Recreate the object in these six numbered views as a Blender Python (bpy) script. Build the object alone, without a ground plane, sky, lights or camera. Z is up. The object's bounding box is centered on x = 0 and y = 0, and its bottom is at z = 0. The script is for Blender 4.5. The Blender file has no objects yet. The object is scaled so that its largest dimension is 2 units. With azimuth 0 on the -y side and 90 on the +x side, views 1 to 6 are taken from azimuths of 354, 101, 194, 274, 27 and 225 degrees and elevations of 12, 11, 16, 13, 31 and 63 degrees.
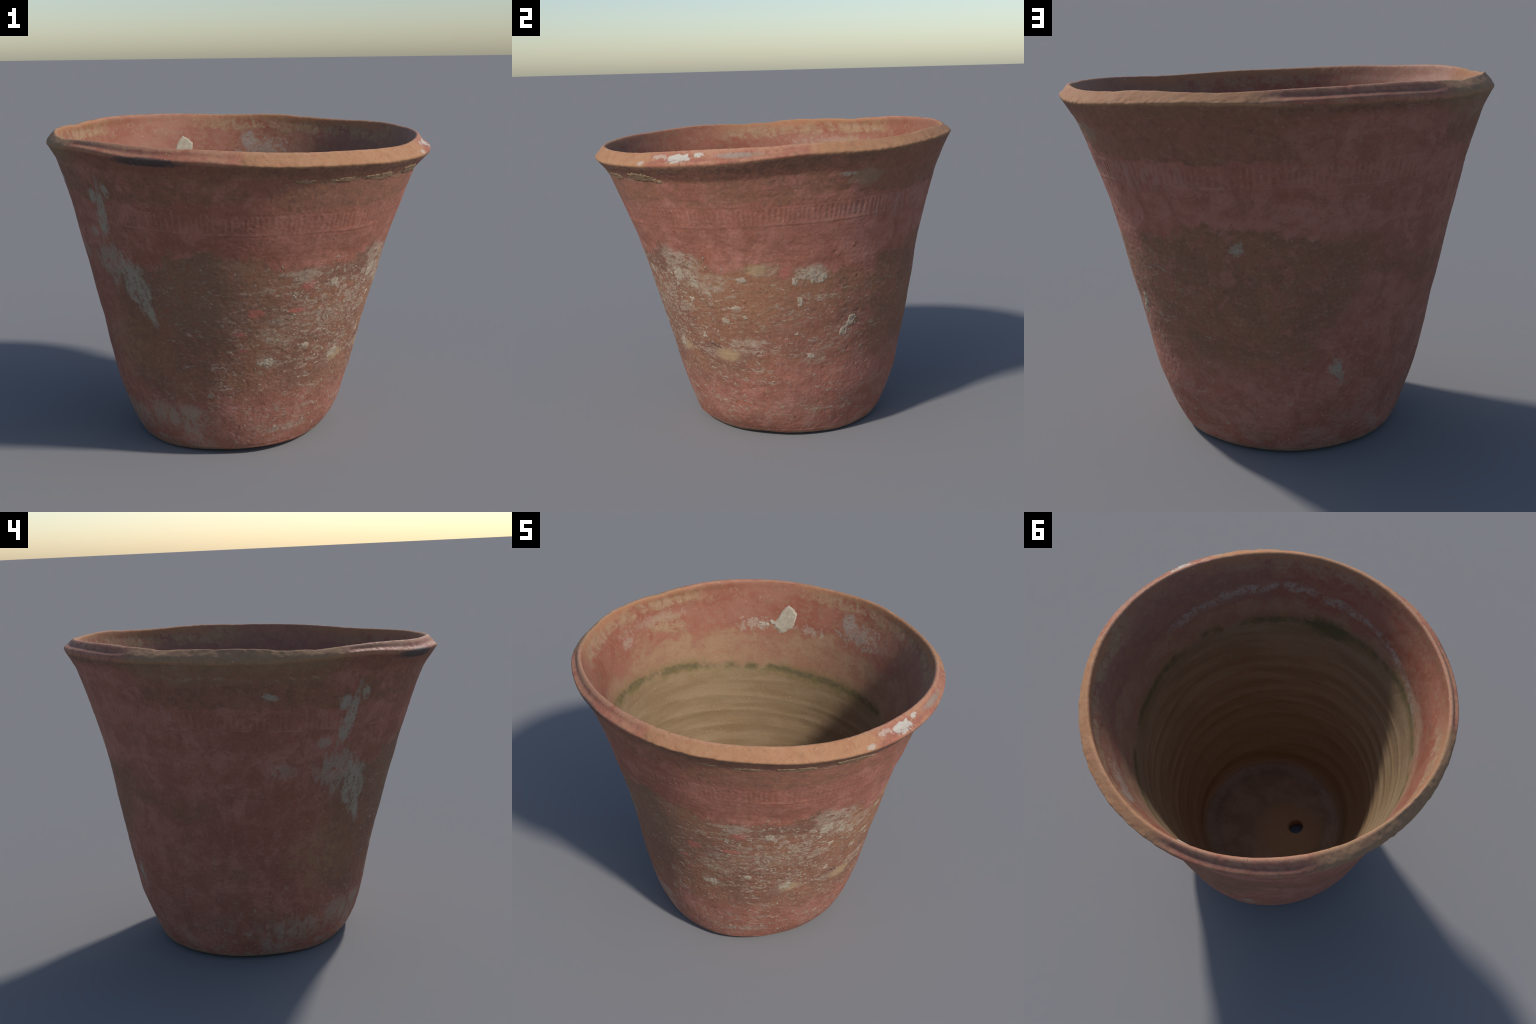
import bpy, math
import numpy as np
from mathutils import Vector

# =====================================================================
#  Weathered hand-thrown terracotta flower pot.
#  The clay body is one thrown shell: every horizontal section is a slightly
#  lopsided circle (radius = low Fourier series in the azimuth, millimetres),
#  the rim plane is tilted, and the lip is hand-finished and wavy.
#  azimuth phi: 0 on -y, 90 degrees on +x.
# =====================================================================
RNG = np.random.default_rng(7)
NPHI = 1000
PHI = np.arange(NPHI) * 2 * np.pi / NPHI


def fourier(coefs, phi):
    out = np.full(np.shape(phi), coefs[0], float)
    for k in range(1, (len(coefs) - 1) // 2 + 1):
        out = out + coefs[2 * k - 1] * np.cos(k * phi) + coefs[2 * k] * np.sin(k * phi)
    return out * 0.001


# (fraction of the neck height, radius series) from the foot up to the neck under the rim
BODY = [
    (0.0000, (474, -58, -57, 9, 1, -5, 3, -5, 5)),
    (0.0085, (501, -60, -57, 2, 3, 2, 1, -1, 2)),
    (0.0248, (521, -53, -50, 6, 5, 7, 0, 3, 2)),
    (0.0567, (544, -54, -47, 1, 6, 5, -3, 3, 0)),
    (0.0922, (565, -53, -45, 0, 3, 2, -4, 6, 1)),
    (0.1348, (588, -53, -45, -2, 4, 1, -6, 5, 1)),
    (0.1844, (614, -56, -46, -4, 3, 0, -5, 3, 2)),
    (0.2482, (639, -52, -43, -7, 4, -1, -3, 3, 2)),
    (0.3333, (667, -51, -40, -7, 7, -2, -2, 4, 1)),
    (0.4255, (696, -47, -34, -5, 8, -2, 1, 4, 0)),
    (0.5319, (735, -41, -30, -7, 8, 0, 3, 4, -2)),
    (0.6383, (770, -29, -28, -9, 7, -2, 1, 4, -3)),
    (0.7447, (811, -22, -26, -9, 9, -2, 2, 2, -4)),
    (0.8511, (860, -18, -18, -8, 12, 0, 0, 1, -4)),
    (0.9362, (902, -15, -14, -7, 15, 1, 3, -2, -4)),
    (1.0000, (938, -13, -10, -5, 12, 0, 4, -2, -5)),
]
RIM_EDGE_R = (993, 1, 1, -5, 12, -3, -2, 1, -1)
LIP_R = (942, 3, -3, -5, 5, -3, -1, 2, 5)
RIM_EDGE_Z = (1577, -39, -24, 3, -9, -2, -3, 0, 2, -2, 2, 2, -1, 2, 0, -1, -2, -1, -1, 0, 0, -1, 0)
LIP_RISE = (52.5, 6, 4, -3, 5, 3, -2, 1, -2, 2, -1, -4, 1, -1, 2, 1, 1, 2, -1, -1, 0, 1, 0)
NECK_DROP = (90, -4, 0, 5, -3, 1, -7, 1, -1)
# inner wall: thickness of the shell at the same body levels (mm), floor level
THICK = {15: 55, 14: 52, 13: 48, 12: 47, 11: 50, 10: 58, 9: 66, 8: 76, 7: 88, 6: 105, 5: 120}
FLOOR_Z = 0.094
FLOOR_C, FLOOR_R = (-0.032, 0.044), 0.445
HOLE_C, HOLE_R = (-0.172, -0.032), 0.041


def smooth_rows(a, s):
    n = int(4 * s) + 1
    k = np.exp(-0.5 * (np.arange(-n, n + 1) / s) ** 2)
    k /= k.sum()
    p = np.concatenate([np.repeat(a[:1], n, 0), a, np.repeat(a[-1:], n, 0)])
    return sum(k[i] * p[i:i + len(a)] for i in range(2 * n + 1))


# ------------------------------------------------------------------ noise
def hash3(ix, iy, iz, seed):
    h = (ix * 374761393 + iy * 668265263 + iz * 2147483647 + seed * 974634777) & 0xFFFFFFFF
    h = ((h ^ (h >> 13)) * 1274126177) & 0xFFFFFFFF
    h = ((h ^ (h >> 16)) * 2246822519) & 0xFFFFFFFF
    return ((h ^ (h >> 15)) & 0xFFFF) / 32767.5 - 1.0


def vnoise(p, scale, seed=0, octaves=1):
    """smooth value noise in -1..1, fractal when octaves > 1"""
    out, amp, tot = 0, 1.0, 0
    for o in range(octaves):
        q = p * np.asarray(scale) * 2 ** o
        i = np.floor(q).astype(np.int64)
        f = q - i
        f = f * f * f * (f * (f * 6 - 15) + 10)
        v = 0
        for dx in (0, 1):
            wx = f[..., 0] if dx else 1 - f[..., 0]
            for dy in (0, 1):
                wy = f[..., 1] if dy else 1 - f[..., 1]
                for dz in (0, 1):
                    wz = f[..., 2] if dz else 1 - f[..., 2]
                    v = v + wx * wy * wz * hash3(i[..., 0] + dx, i[..., 1] + dy, i[..., 2] + dz, seed + 17 * o)
        out = out + amp * v
        tot += amp
        amp *= 0.5
    return out / tot


def sstep(x, a, b):
    t = np.clip((x - a) / (b - a), 0, 1)
    return t * t * (3 - 2 * t)


def adiff(phi, deg):
    """signed angular distance in degrees"""
    return (np.degrees(phi) - deg + 180) % 360 - 180


def arc(phi, a, b, soft=4):
    """1 for azimuths from a to b degrees, with soft ends"""
    mid, half = (a + b) / 2, (b - a) / 2
    return sstep(half - np.abs(adiff(phi, mid)), -soft, soft)


# nicks in the lip: azimuth, half width in degrees, depth in mm
NICKS = [(-113, 4, 6), (-77, 3, 5), (-69, 2.4, 4), (-96, 2, 3), (-124, 5, 3), (150, 3, 3), (100, 4, 2)]
# local swellings (+) and flats (-) of the outer wall: azimuth, z, half widths, amount in mm
SWELL = [(-52, 0.12, 28, 0.16, 13), (138, 0.20, 22, 0.16, 9), (155, 0.36, 16, 0.13, 6), (66, 0.13, 26, 0.10, 9),
         (-134, 1.30, 14, 0.22, -8), (-132, 1.63, 24, 0.05, 12), (-104, 1.15, 10, 0.22, -4), (-140, 0.45, 14, 0.20, 7),
         (-111, 0.50, 11, 0.20, -5), (-60, 0.90, 9, 0.55, 6), (-57, 1.27, 10, 0.10, 5), (-52, 1.42, 22, 0.10, 9),
         (140, 1.42, 12, 0.09, -8), (40, 1.22, 24, 0.12, 6), (70, 0.50, 12, 0.16, -4), (60, 1.52, 25, 0.04, 5)]


# ------------------------------------------------------------------ the shell
def shell_rows():
    """profile knots for every azimuth, going underside -> outside -> rim -> inside -> floor"""
    c, s = np.sin(PHI), -np.cos(PHI)
    edge_z = fourier(RIM_EDGE_Z, PHI)
    lip_z = edge_z + fourier(LIP_RISE, PHI)
    neck_z = edge_z - fourier(NECK_DROP, PHI)
    rad = [fourier(r, PHI) for _, r in BODY]
    zed = [np.maximum(f * neck_z, 0.004 + 0.7 * f * neck_z) for f, _ in BODY]
    edge_r, lip_r = fourier(RIM_EDGE_R, PHI), fourier(LIP_R, PHI)

    def ring(cx, cy, r):
        return np.stack([cx + r * c, cy + r * s], -1)

    def polar(r):
        return np.stack([r * c, r * s], -1)

    rows, part = [], []

    def add(xy0, z0, xy1, z1, n, name):
        for i in range(n):
            t = i / n
            rows.append(np.concatenate([xy0 * (1 - t) + xy1 * t, (z0 * (1 - t) + z1 * t)[:, None]], -1))
            part.append(name)

    one = np.ones(NPHI)
    hole = ring(*HOLE_C, HOLE_R)
    foot_in = polar(rad[0] - 0.035)
    foot_up = polar(rad[0] - 0.12)
    hole_low = ring(HOLE_C[0] - 0.01, HOLE_C[1], HOLE_R + 0.008)
    segs = []
    segs.append((hole_low, 0.036 * one, 'base', 26))
    segs.append((foot_up, 0.000 * one, 'base', 8))
    segs.append((foot_in, 0.002 * one, 'base', 6))
    segs.append((polar(rad[0]), 0.004 * one, 'wall', 0))
    for k in range(1, len(BODY)):
        segs.append((polar(rad[k]), zed[k], 'wall', 0))
    mark = {}
    mark[len(segs) - 1] = 'neck'
    segs[-1] = (polar(rad[-1]), neck_z, 'wall', 20)
    segs.append((polar(0.14 * rad[-1] + 0.86 * edge_r), 0.14 * neck_z + 0.86 * edge_z, 'rim', 5))
    mark[len(segs)] = 'edge'
    segs.append((polar(edge_r), edge_z, 'rim', 18))
    mark[len(segs)] = 'lip'
    segs.append((polar(lip_r), lip_z, 'rim', 4))
    segs.append((polar(lip_r - 0.013), lip_z - 0.006, 'inner_wall', 10))
    neck_in = rad[-1] - THICK[15] * 0.001
    segs.append((polar(lip_r * 0.62 + neck_in * 0.38 - 0.006), lip_z * 0.62 + neck_z * 0.38, 'inner_wall', 0))
    for k in range(15, 4, -1):
        segs.append((polar(rad[k] - THICK[k] * 0.001 + 0.013 * np.cos(PHI - 0.1) * sstep(13 - k, 1, 5) - 0.010 * np.maximum(0, np.cos(2 * (PHI + 0.70))) ** 2 * sstep(k, 13, 15)), zed[k] + 0.004, 'inner_wall', 0))
    segs.append((ring(*FLOOR_C, FLOOR_R + 0.018), (FLOOR_Z + 0.038) * one, 'inner_wall', 0))
    segs.append((ring(*FLOOR_C, FLOOR_R - 0.015), (FLOOR_Z + 0.004) * one, 'floor', 60))
    segs.append((ring(*HOLE_C, HOLE_R + 0.004), (FLOOR_Z - 0.002) * one, 'base', 14))
    segs.append((hole_low, 0.036 * one, None, 0))
    where = {}
    for k, (a, b) in enumerate(zip(segs[:-1], segs[1:])):
        if k in mark:
            where[mark[k]] = len(rows)
        n = a[3]
        if not n:
            n = max(3, int(round(np.mean(np.hypot(np.linalg.norm(a[0] - b[0], axis=1), a[1] - b[1])) / 0.0045)))
        add(a[0], a[1], b[0], b[1], n, a[2])
    return np.array(rows), np.array(part), where


rows, part, where = shell_rows()
neck_row, edge_row, lip_row = where['neck'], where['edge'], where['lip']
i0, i1 = 38, np.where(part == 'floor')[0][0]
body = smooth_rows(rows[i0 - 8:i1 + 25], 1.6)
rows[i0 - 4:i1 + 20] = body[4:-5]
rows[i1 - 14:i1 + 8] = smooth_rows(rows, 3.0)[i1 - 14:i1 + 8]
w = np.where(part == 'wall')[0]
rows[w[14]:neck_row - 6] = smooth_rows(rows, 4.0)[w[14]:neck_row - 6]
w = np.where(part == 'inner_wall')[0]
rows[w[22]:w[-1] - 6] = smooth_rows(rows, 4.0)[w[22]:w[-1] - 6]


def grid_normals(g):
    du = np.roll(g, -1, 1) - np.roll(g, 1, 1)
    dv = np.roll(g, -1, 0) - np.roll(g, 1, 0)
    n = np.cross(du, dv)
    return n / (np.linalg.norm(n, axis=-1, keepdims=True) + 1e-12)


NRM = grid_normals(rows)
mid = np.where(part == 'wall')[0][200]
if (NRM[mid, 0] * np.array([0, -1, 0])).sum() < 0:
    NRM = -NRM
    FLIP = True
else:
    FLIP = False

# ------------------------------------------------------------------ relief
P = rows
phi_g = np.broadcast_to(PHI, P.shape[:2])
is_ = {k: (part == k)[:, None] for k in ('wall', 'rim', 'inner_wall', 'floor', 'base')}
r_g = np.hypot(P[..., 0], P[..., 1])
# height measured in the tilted plane of the rim
TILT = 0.048
zt = P[..., 2] + TILT * (-P[..., 1] * 0.87 + P[..., 0] * 0.5)
outer = np.zeros(len(part))
iw = np.where(part == 'wall')[0]
outer[iw[0]:edge_row] = 1
outer = smooth_rows(outer[:, None], 3)
inner = np.zeros(len(part))
ii = np.where(part == 'inner_wall')[0]
inner[ii[0]:ii[-1] + 1] = 1
inner = smooth_rows(inner[:, None], 4)
rimw = np.zeros(len(part))
ir = np.where(part == 'rim')[0]
rimw[edge_row - 3:lip_row + 8] = 1
rimw = smooth_rows(rimw[:, None], 3)

d = np.zeros(P.shape[:2])
# lumps left by the hands, fine horizontal wheel lines, gritty skin
d += 0.0030 * vnoise(P, (6, 6, 7), 3, 2) * outer
d += 0.0006 * vnoise(P, (4, 4, 50), 5, 2) * outer * sstep(P[..., 2], 0.1, 0.4)
d += 0.0008 * vnoise(P, 70, 11, 2) * (outer + rimw).clip(0, 1)
d -= 0.0011 * sstep(vnoise(P, 38, 13, 2), 0.30, 0.62) * outer * (1 - sstep(P[..., 2], 0.55, 0.9))
# rouletted band: two turned lines with a row of upright notches between them
band_mid = 1.285
NOTCHES = 200
cell = phi_g * NOTCHES / (2 * np.pi) + 0.30 * np.sin(7 * phi_g) + 0.22 * np.sin(23 * phi_g + 1)
notch = 0.5 + 0.5 * np.cos(cell * 2 * np.pi)
notch = sstep(notch, 0.25, 0.8)
wear = 0.3 + 0.7 * sstep(vnoise(P, (4.2, 4.2, 9), 31, 3), -0.42, 0.20)
in_band = sstep(0.040 - np.abs(zt - band_mid), 0, 0.010)
d -= 0.0017 * notch * in_band * wear * (0.7 + 0.5 * vnoise(P, 30, 33)) * outer
for zc, a in ((band_mid + 0.047, -0.0008), (band_mid - 0.047, 0.0010), (band_mid - 0.056, -0.0007)):
    d += a * np.exp(-((zt - zc + 0.004 * vnoise(P, 4, 35)) / 0.0055) ** 2) * (0.3 + 0.7 * wear) * outer
for az, zc, wa, wz, mm in SWELL:
    d += 0.001 * mm * np.exp(-(adiff(phi_g, az) / wa) ** 2 - ((P[..., 2] - zc) / wz) ** 2) * (outer + rimw).clip(0, 1)
# crusty, pitted skin of the weathered lower half
rough_zone = sstep(P[..., 2], 0.25, 0.4) * (1 - sstep(P[..., 2], 0.95, 1.1)) * (0.35 + 0.65 * arc(phi_g, -10, 130, 25))
d += 0.0016 * np.abs(vnoise(P, (24, 24, 30), 71, 3)) * rough_zone * outer
# small pits, scars and spalls
for k in range(110):
    f, z0 = RNG.uniform(-180, 180), RNG.uniform(0.08, 1.35)
    rad, dep = RNG.uniform(0.006, 0.014), RNG.uniform(0.0015, 0.004) * RNG.choice([-1, -1, -1, 1])
    j = int(round(f % 360 / 360 * NPHI))
    i = iw[np.argmin(np.abs(P[iw, j % NPHI, 2] - z0))]
    c0 = P[i, j % NPHI]
    lo, hi = max(i - 10, 0), i + 11
    cols = np.arange(j - 12, j + 13) % NPHI
    q = P[lo:hi][:, cols] - c0
    d[lo:hi, cols[0]:cols[0] + 1] += 0
    blk = d[lo:hi]
    blk[:, cols] += dep * np.exp(-((q ** 2).sum(-1)) / rad ** 2)

# rim: bumpy edge, and a finger groove on the sectors where the slip was wiped round
kr = np.arange(len(part))
across = np.clip((kr - edge_row) / (lip_row - edge_row), -1, 2)[:, None]
grooved = np.clip(arc(phi_g, -58, -6) + arc(phi_g, -166, -124) + arc(phi_g, 66, 111), 0, 1)
d -= 0.0050 * np.exp(-((across - 0.50) / 0.2) ** 2) * grooved
d += 0.0040 * np.exp(-((across - 0.12) / 0.15) ** 2) * grooved
d += 0.0015 * vnoise(P, 26, 41, 2) * rimw * (1 - 0.85 * grooved)
d += 0.0028 * vnoise(P, 40, 43, 1) * np.exp(-((across - 0.0) / 0.25) ** 2) * (1 - grooved)
# the stretch of rim on the left is worn to a fuller, rounded and chipped roll
worn = arc(phi_g, -122, -62, 8)
d += worn * (0.004 * np.exp(-((across - 0.3) / 0.38) ** 2) + 0.0045 * vnoise(P, 13, 47, 2) * np.exp(-((across - 0.7) / 0.5) ** 2))

for k in range(46):
    az, wa, mm = RNG.uniform(-180, 180), RNG.uniform(0.5, 1.4), RNG.uniform(0.8, 2.6)
    at = RNG.choice([edge_row + 2, lip_row - 1])
    d -= 0.001 * mm * np.exp(-(adiff(phi_g, az) / wa) ** 2 - ((kr[:, None] - at) / 2.6) ** 2)
for az, wa, mm in NICKS:
    P[..., 2] -= 0.001 * mm * np.exp(-(adiff(phi_g, az) / wa) ** 2 - ((kr[:, None] - lip_row) / 9.0) ** 2)

# inside: throwing rings, wavy and a little spiral, under the old soil line
zm = P[..., 2] - 0.055 * np.cos(phi_g + math.radians(45))
ring_on = (1 - sstep(zm, 0.80, 1.17)) * (0.7 + 0.3 * vnoise(P, (1.5, 1.5, 4), 52))
phase = zm / 0.098 + phi_g / (2 * np.pi) + 0.8 * vnoise(P, (0.5, 0.5, 4), 51)
wave = 1 - 1.7 * np.abs(np.sin(phase * np.pi)) ** 0.9
d += (0.0060 * wave * (0.7 + 0.5 * vnoise(P, (1.2, 1.2, 7), 54)) + 0.0006 * np.cos(phase * 3.6 * np.pi + 1.0)) * ring_on * inner * sstep(P[..., 2], 0.10, 0.22)
d += 0.0016 * vnoise(P, 14, 53, 3) * inner
fl = np.zeros(len(part))
fl[np.where(part == 'floor')[0]] = 1
d += 0.005 * vnoise(P, 6, 61, 3) * smooth_rows(fl[:, None], 4)
rf = np.hypot(P[..., 0] - FLOOR_C[0], P[..., 1] - FLOOR_C[1])
d += 0.006 * np.exp(-((rf - 0.33) / 0.03) ** 2) * fl[:, None]
d += 0.014 * np.exp(-(((P[..., 0] - HOLE_C[0]) ** 2 + (P[..., 1] - HOLE_C[1]) ** 2) / 0.13 ** 2)) * fl[:, None]

P = P + NRM * d[..., None]
P[..., 2] -= P[..., 2].min()
NRM = grid_normals(P) * (-1 if FLIP else 1)

# ------------------------------------------------------------------ meshes
root = bpy.data.objects.new('flower_pot', None)
bpy.context.scene.collection.objects.link(root)
root['label'] = 'old weathered terracotta flower pot with flared rim'
root['category'] = 'flower pot'


def make_object(name, verts, faces, mat, normals=None, parent=None):
    me = bpy.data.meshes.new(name)
    me.vertices.add(len(verts))
    me.vertices.foreach_set('co', np.ascontiguousarray(verts, np.float32).ravel())
    faces = np.asarray(faces, np.int32)
    me.loops.add(faces.size)
    me.loops.foreach_set('vertex_index', faces.ravel())
    me.polygons.add(len(faces))
    me.polygons.foreach_set('loop_start', np.arange(len(faces), dtype=np.int32) * faces.shape[1])
    me.update(calc_edges=True)
    me.validate()
    me.polygons.foreach_set('use_smooth', np.ones(len(me.polygons), bool))
    if normals is not None:
        me.normals_split_custom_set_from_vertices(np.ascontiguousarray(normals, np.float32).reshape(-1, 3))
    me.materials.append(mat)
    ob = bpy.data.objects.new(name, me)
    bpy.context.scene.collection.objects.link(ob)
    ob.parent = parent or root
    return ob


def shell_part(name, mat):
    sel = np.where(part == name)[0]
    runs = np.split(sel, np.where(np.diff(sel) > 1)[0] + 1)
    V, N, Fc, base = [], [], [], 0
    for run in runs:
        idx = np.concatenate([run, [(run[-1] + 1) % len(part)]])
        a = np.arange(len(idx) - 1)[:, None]
        b = np.arange(NPHI)[None, :]
        nb = (b + 1) % NPHI
        q = np.stack([a * NPHI + b, a * NPHI + nb, (a + 1) * NPHI + nb, (a + 1) * NPHI + b], -1).reshape(-1, 4) + base
        if FLIP:
            q = q[:, ::-1]
        V.append(P[idx].reshape(-1, 3))
        N.append(NRM[idx].reshape(-1, 3))
        Fc.append(q)
        base += len(idx) * NPHI
    return make_object(name, np.concatenate(V), np.concatenate(Fc), mat, np.concatenate(N))

# ------------------------------------------------------------------ materials
def TZ(deg, z, r=None):
    """height in the tilted rim plane of a spot seen at azimuth deg, height z"""
    r = (0.49 + 0.30 * z) if r is None else r
    a = math.radians(deg)
    return z + TILT * r * (0.87 * math.cos(a) + 0.5 * math.sin(a))


class Mat:
    """small helper that strings shader nodes together"""

    def __init__(self, name):
        self.m = bpy.data.materials.new(name)
        self.m.use_nodes = True
        self.t = self.m.node_tree
        self.bsdf = self.t.nodes['Principled BSDF']
        tc = self.t.nodes.new('ShaderNodeTexCoord')
        self.pos = tc.outputs['Object']
        sep = self.t.nodes.new('ShaderNodeSeparateXYZ')
        self.t.links.new(self.pos, sep.inputs[0])
        self.x, self.y, self.z = sep.outputs
        self.phi = self.math('ARCTAN2', self.x, self.math('MULTIPLY', self.y, -1.0))
        self.zt = self.math('ADD', self.z, self.math('MULTIPLY', self.math(
            'ADD', self.math('MULTIPLY', self.y, -0.87), self.math('MULTIPLY', self.x, 0.5)), TILT))

    def put(self, sock, v):
        if isinstance(v, bpy.types.NodeSocket):
            self.t.links.new(v, sock)
        elif isinstance(v, tuple) and len(v) == 3 and sock.type == 'RGBA':
            sock.default_value = (*v, 1)
        else:
            sock.default_value = v

    def math(self, op, a, b=0.0, c=0.0, clamp=False):
        n = self.t.nodes.new('ShaderNodeMath')
        n.operation, n.use_clamp = op, clamp
        for i, v in enumerate((a, b, c)):
            self.put(n.inputs[i], v)
        return n.outputs[0]

    def add(self, *v):
        out = v[0]
        for q in v[1:]:
            out = self.math('ADD', out, q)
        return out

    def mul(self, *v):
        out = v[0]
        for q in v[1:]:
            out = self.math('MULTIPLY', out, q)
        return out

    def inv(self, a):
        return self.math('SUBTRACT', 1.0, a)

    def mx(self, *v):
        out = v[0]
        for q in v[1:]:
            out = self.math('MAXIMUM', out, q)
        return out

    def ss(self, v, a, b, lo=0.0, hi=1.0):
        n = self.t.nodes.new('ShaderNodeMapRange')
        n.interpolation_type = 'SMOOTHSTEP'
        for i, q in enumerate((v, a, b, lo, hi)):
            self.put(n.inputs[i], q)
        return n.outputs[0]

    def noise(self, scale, detail=4, rough=0.55, stretch=(1, 1, 1), seed=0.0, dist=0.0):
        mp = self.t.nodes.new('ShaderNodeMapping')
        self.put(mp.inputs[0], self.pos)
        mp.inputs['Location'].default_value = (seed * 3.7, seed * -2.3, seed * 5.1)
        mp.inputs['Scale'].default_value = stretch
        n = self.t.nodes.new('ShaderNodeTexNoise')
        self.put(n.inputs['Vector'], mp.outputs[0])
        n.inputs['Scale'].default_value, n.inputs['Detail'].default_value = scale, detail
        n.inputs['Roughness'].default_value, n.inputs['Distortion'].default_value = rough, dist
        return n.outputs[0]

    def spots(self, scale, seed=0.0, stretch=(1, 1, 1)):
        """distance to scattered points"""
        mp = self.t.nodes.new('ShaderNodeMapping')
        self.put(mp.inputs[0], self.pos)
        mp.inputs['Location'].default_value = (seed, seed * 2, seed * 3)
        mp.inputs['Scale'].default_value = stretch
        n = self.t.nodes.new('ShaderNodeTexVoronoi')
        self.put(n.inputs['Vector'], mp.outputs[0])
        n.inputs['Scale'].default_value = scale
        return n.outputs['Distance'], n.outputs['Color']

    def mix(self, fac, a, b, kind='MIX'):
        n = self.t.nodes.new('ShaderNodeMix')
        n.data_type, n.blend_type = 'RGBA', kind
        self.put(n.inputs['Factor'], fac)
        self.put(n.inputs['A'], a) if False else None
        ca, cb = [i for i in n.inputs if i.type == 'RGBA']
        self.put(ca, a)
        self.put(cb, b)
        return [o for o in n.outputs if o.type == 'RGBA'][0]

    def curve(self, pts, lo, hi):
        """value drawn round the pot: pts = (azimuth degrees, value), closed"""
        n = self.t.nodes.new('ShaderNodeFloatCurve')
        pts = sorted(pts)
        pts = [(pts[-1][0] - 360, pts[-1][1])] + pts + [(pts[0][0] + 360, pts[0][1])]
        az = [p[0] for p in pts]
        va = [p[1] for p in pts]
        end = float(np.interp(180, az, va)) if az[-1] > 180 else va[-1]
        inside = [(-180, end)] + [p for p in pts if -180 < p[0] < 180] + [(180, end)]
        c = n.mapping.curves[0]
        for i, (a, v) in enumerate(inside):
            q = ((a + 180) / 360, (v - lo) / (hi - lo))
            if i == 0:
                c.points[0].location = q
            elif i == len(inside) - 1:
                c.points[len(c.points) - 1].location = q
            else:
                c.points.new(*q)
        for p in c.points:
            p.handle_type = 'VECTOR'
        n.mapping.update()
        t = self.math('MULTIPLY_ADD', self.phi, 1 / (2 * math.pi), 0.5)
        self.put(n.inputs['Value'], t)
        return self.math('MULTIPLY_ADD', n.outputs[0], hi - lo, lo)

    def dphi(self, deg):
        n = self.math('SUBTRACT', self.phi, math.radians(deg))
        return self.math('WRAP', n, math.pi, -math.pi)

    def sector(self, a, b, soft=6.0, wob=None, amt=0.0):
        d = self.math('ABSOLUTE', self.dphi((a + b) / 2))
        if wob is not None:
            d = self.math('MULTIPLY_ADD', self.math('SUBTRACT', wob, 0.5), math.radians(amt), d)
        h = math.radians((b - a) / 2)
        return self.ss(d, h + math.radians(soft), h - math.radians(soft))

    def blob(self, deg, zt, wdeg, wz, wob=None, amt=0.8, soft=0.25, lean=0.0):
        """ragged patch centred on an azimuth and a height; lean in degrees per metre"""
        u = self.dphi(deg)
        v = self.math('SUBTRACT', self.zt, zt)
        if lean:
            u = self.math('MULTIPLY_ADD', v, math.radians(-lean), u)
        u = self.math('MULTIPLY', u, 1 / math.radians(wdeg))
        v = self.math('MULTIPLY', v, 1 / wz)
        d = self.math('SQRT', self.math('ADD', self.mul(u, u), self.mul(v, v)))
        if wob is not None:
            d = self.math('MULTIPLY_ADD', self.math('SUBTRACT', wob, 0.5), amt * 2, d)
        return self.ss(d, 1 + soft, 1 - soft)

    def finish(self, colour, rough=0.85, height=None, strength=0.35, dist=0.004, spec=0.3):
        self.put(self.bsdf.inputs['Base Color'], colour)
        self.put(self.bsdf.inputs['Roughness'], rough)
        self.bsdf.inputs['Specular IOR Level'].default_value = spec
        if height is not None:
            b = self.t.nodes.new('ShaderNodeBump')
            b.inputs['Strength'].default_value, b.inputs['Distance'].default_value = strength, dist
            self.put(b.inputs['Height'], height)
            self.put(self.bsdf.inputs['Normal'], b.outputs[0])
        return self.m


RED_DEEP, RED, PINK = (0.265, 0.096, 0.062), (0.335, 0.120, 0.079), (0.400, 0.166, 0.120)
BROWN, UMBER, OLIVE, OCHRE = (0.265, 0.122, 0.070), (0.200, 0.098, 0.064), (0.245, 0.152, 0.085), (0.350, 0.205, 0.105)
LIME, CREAM, GREY = (0.365, 0.275, 0.195), (0.475, 0.395, 0.300), (0.375, 0.345, 0.265)
TAN = (0.390, 0.190, 0.094)


def clay_base(m, seed=0.0):
    """red earthenware with pinkish slip and darker firing clouds"""
    n1 = m.noise(3.2, 6, 0.6, (1, 1, 1.5), 1 + seed)
    n2 = m.noise(9, 6, 0.65, (1, 1, 1.6), 2 + seed, 0.3)
    c = m.mix(m.ss(n1, 0.38, 0.62), RED, PINK)
    c = m.mix(m.mul(m.ss(n2, 0.48, 0.66), 0.75), c, RED_DEEP)
    return c


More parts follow.
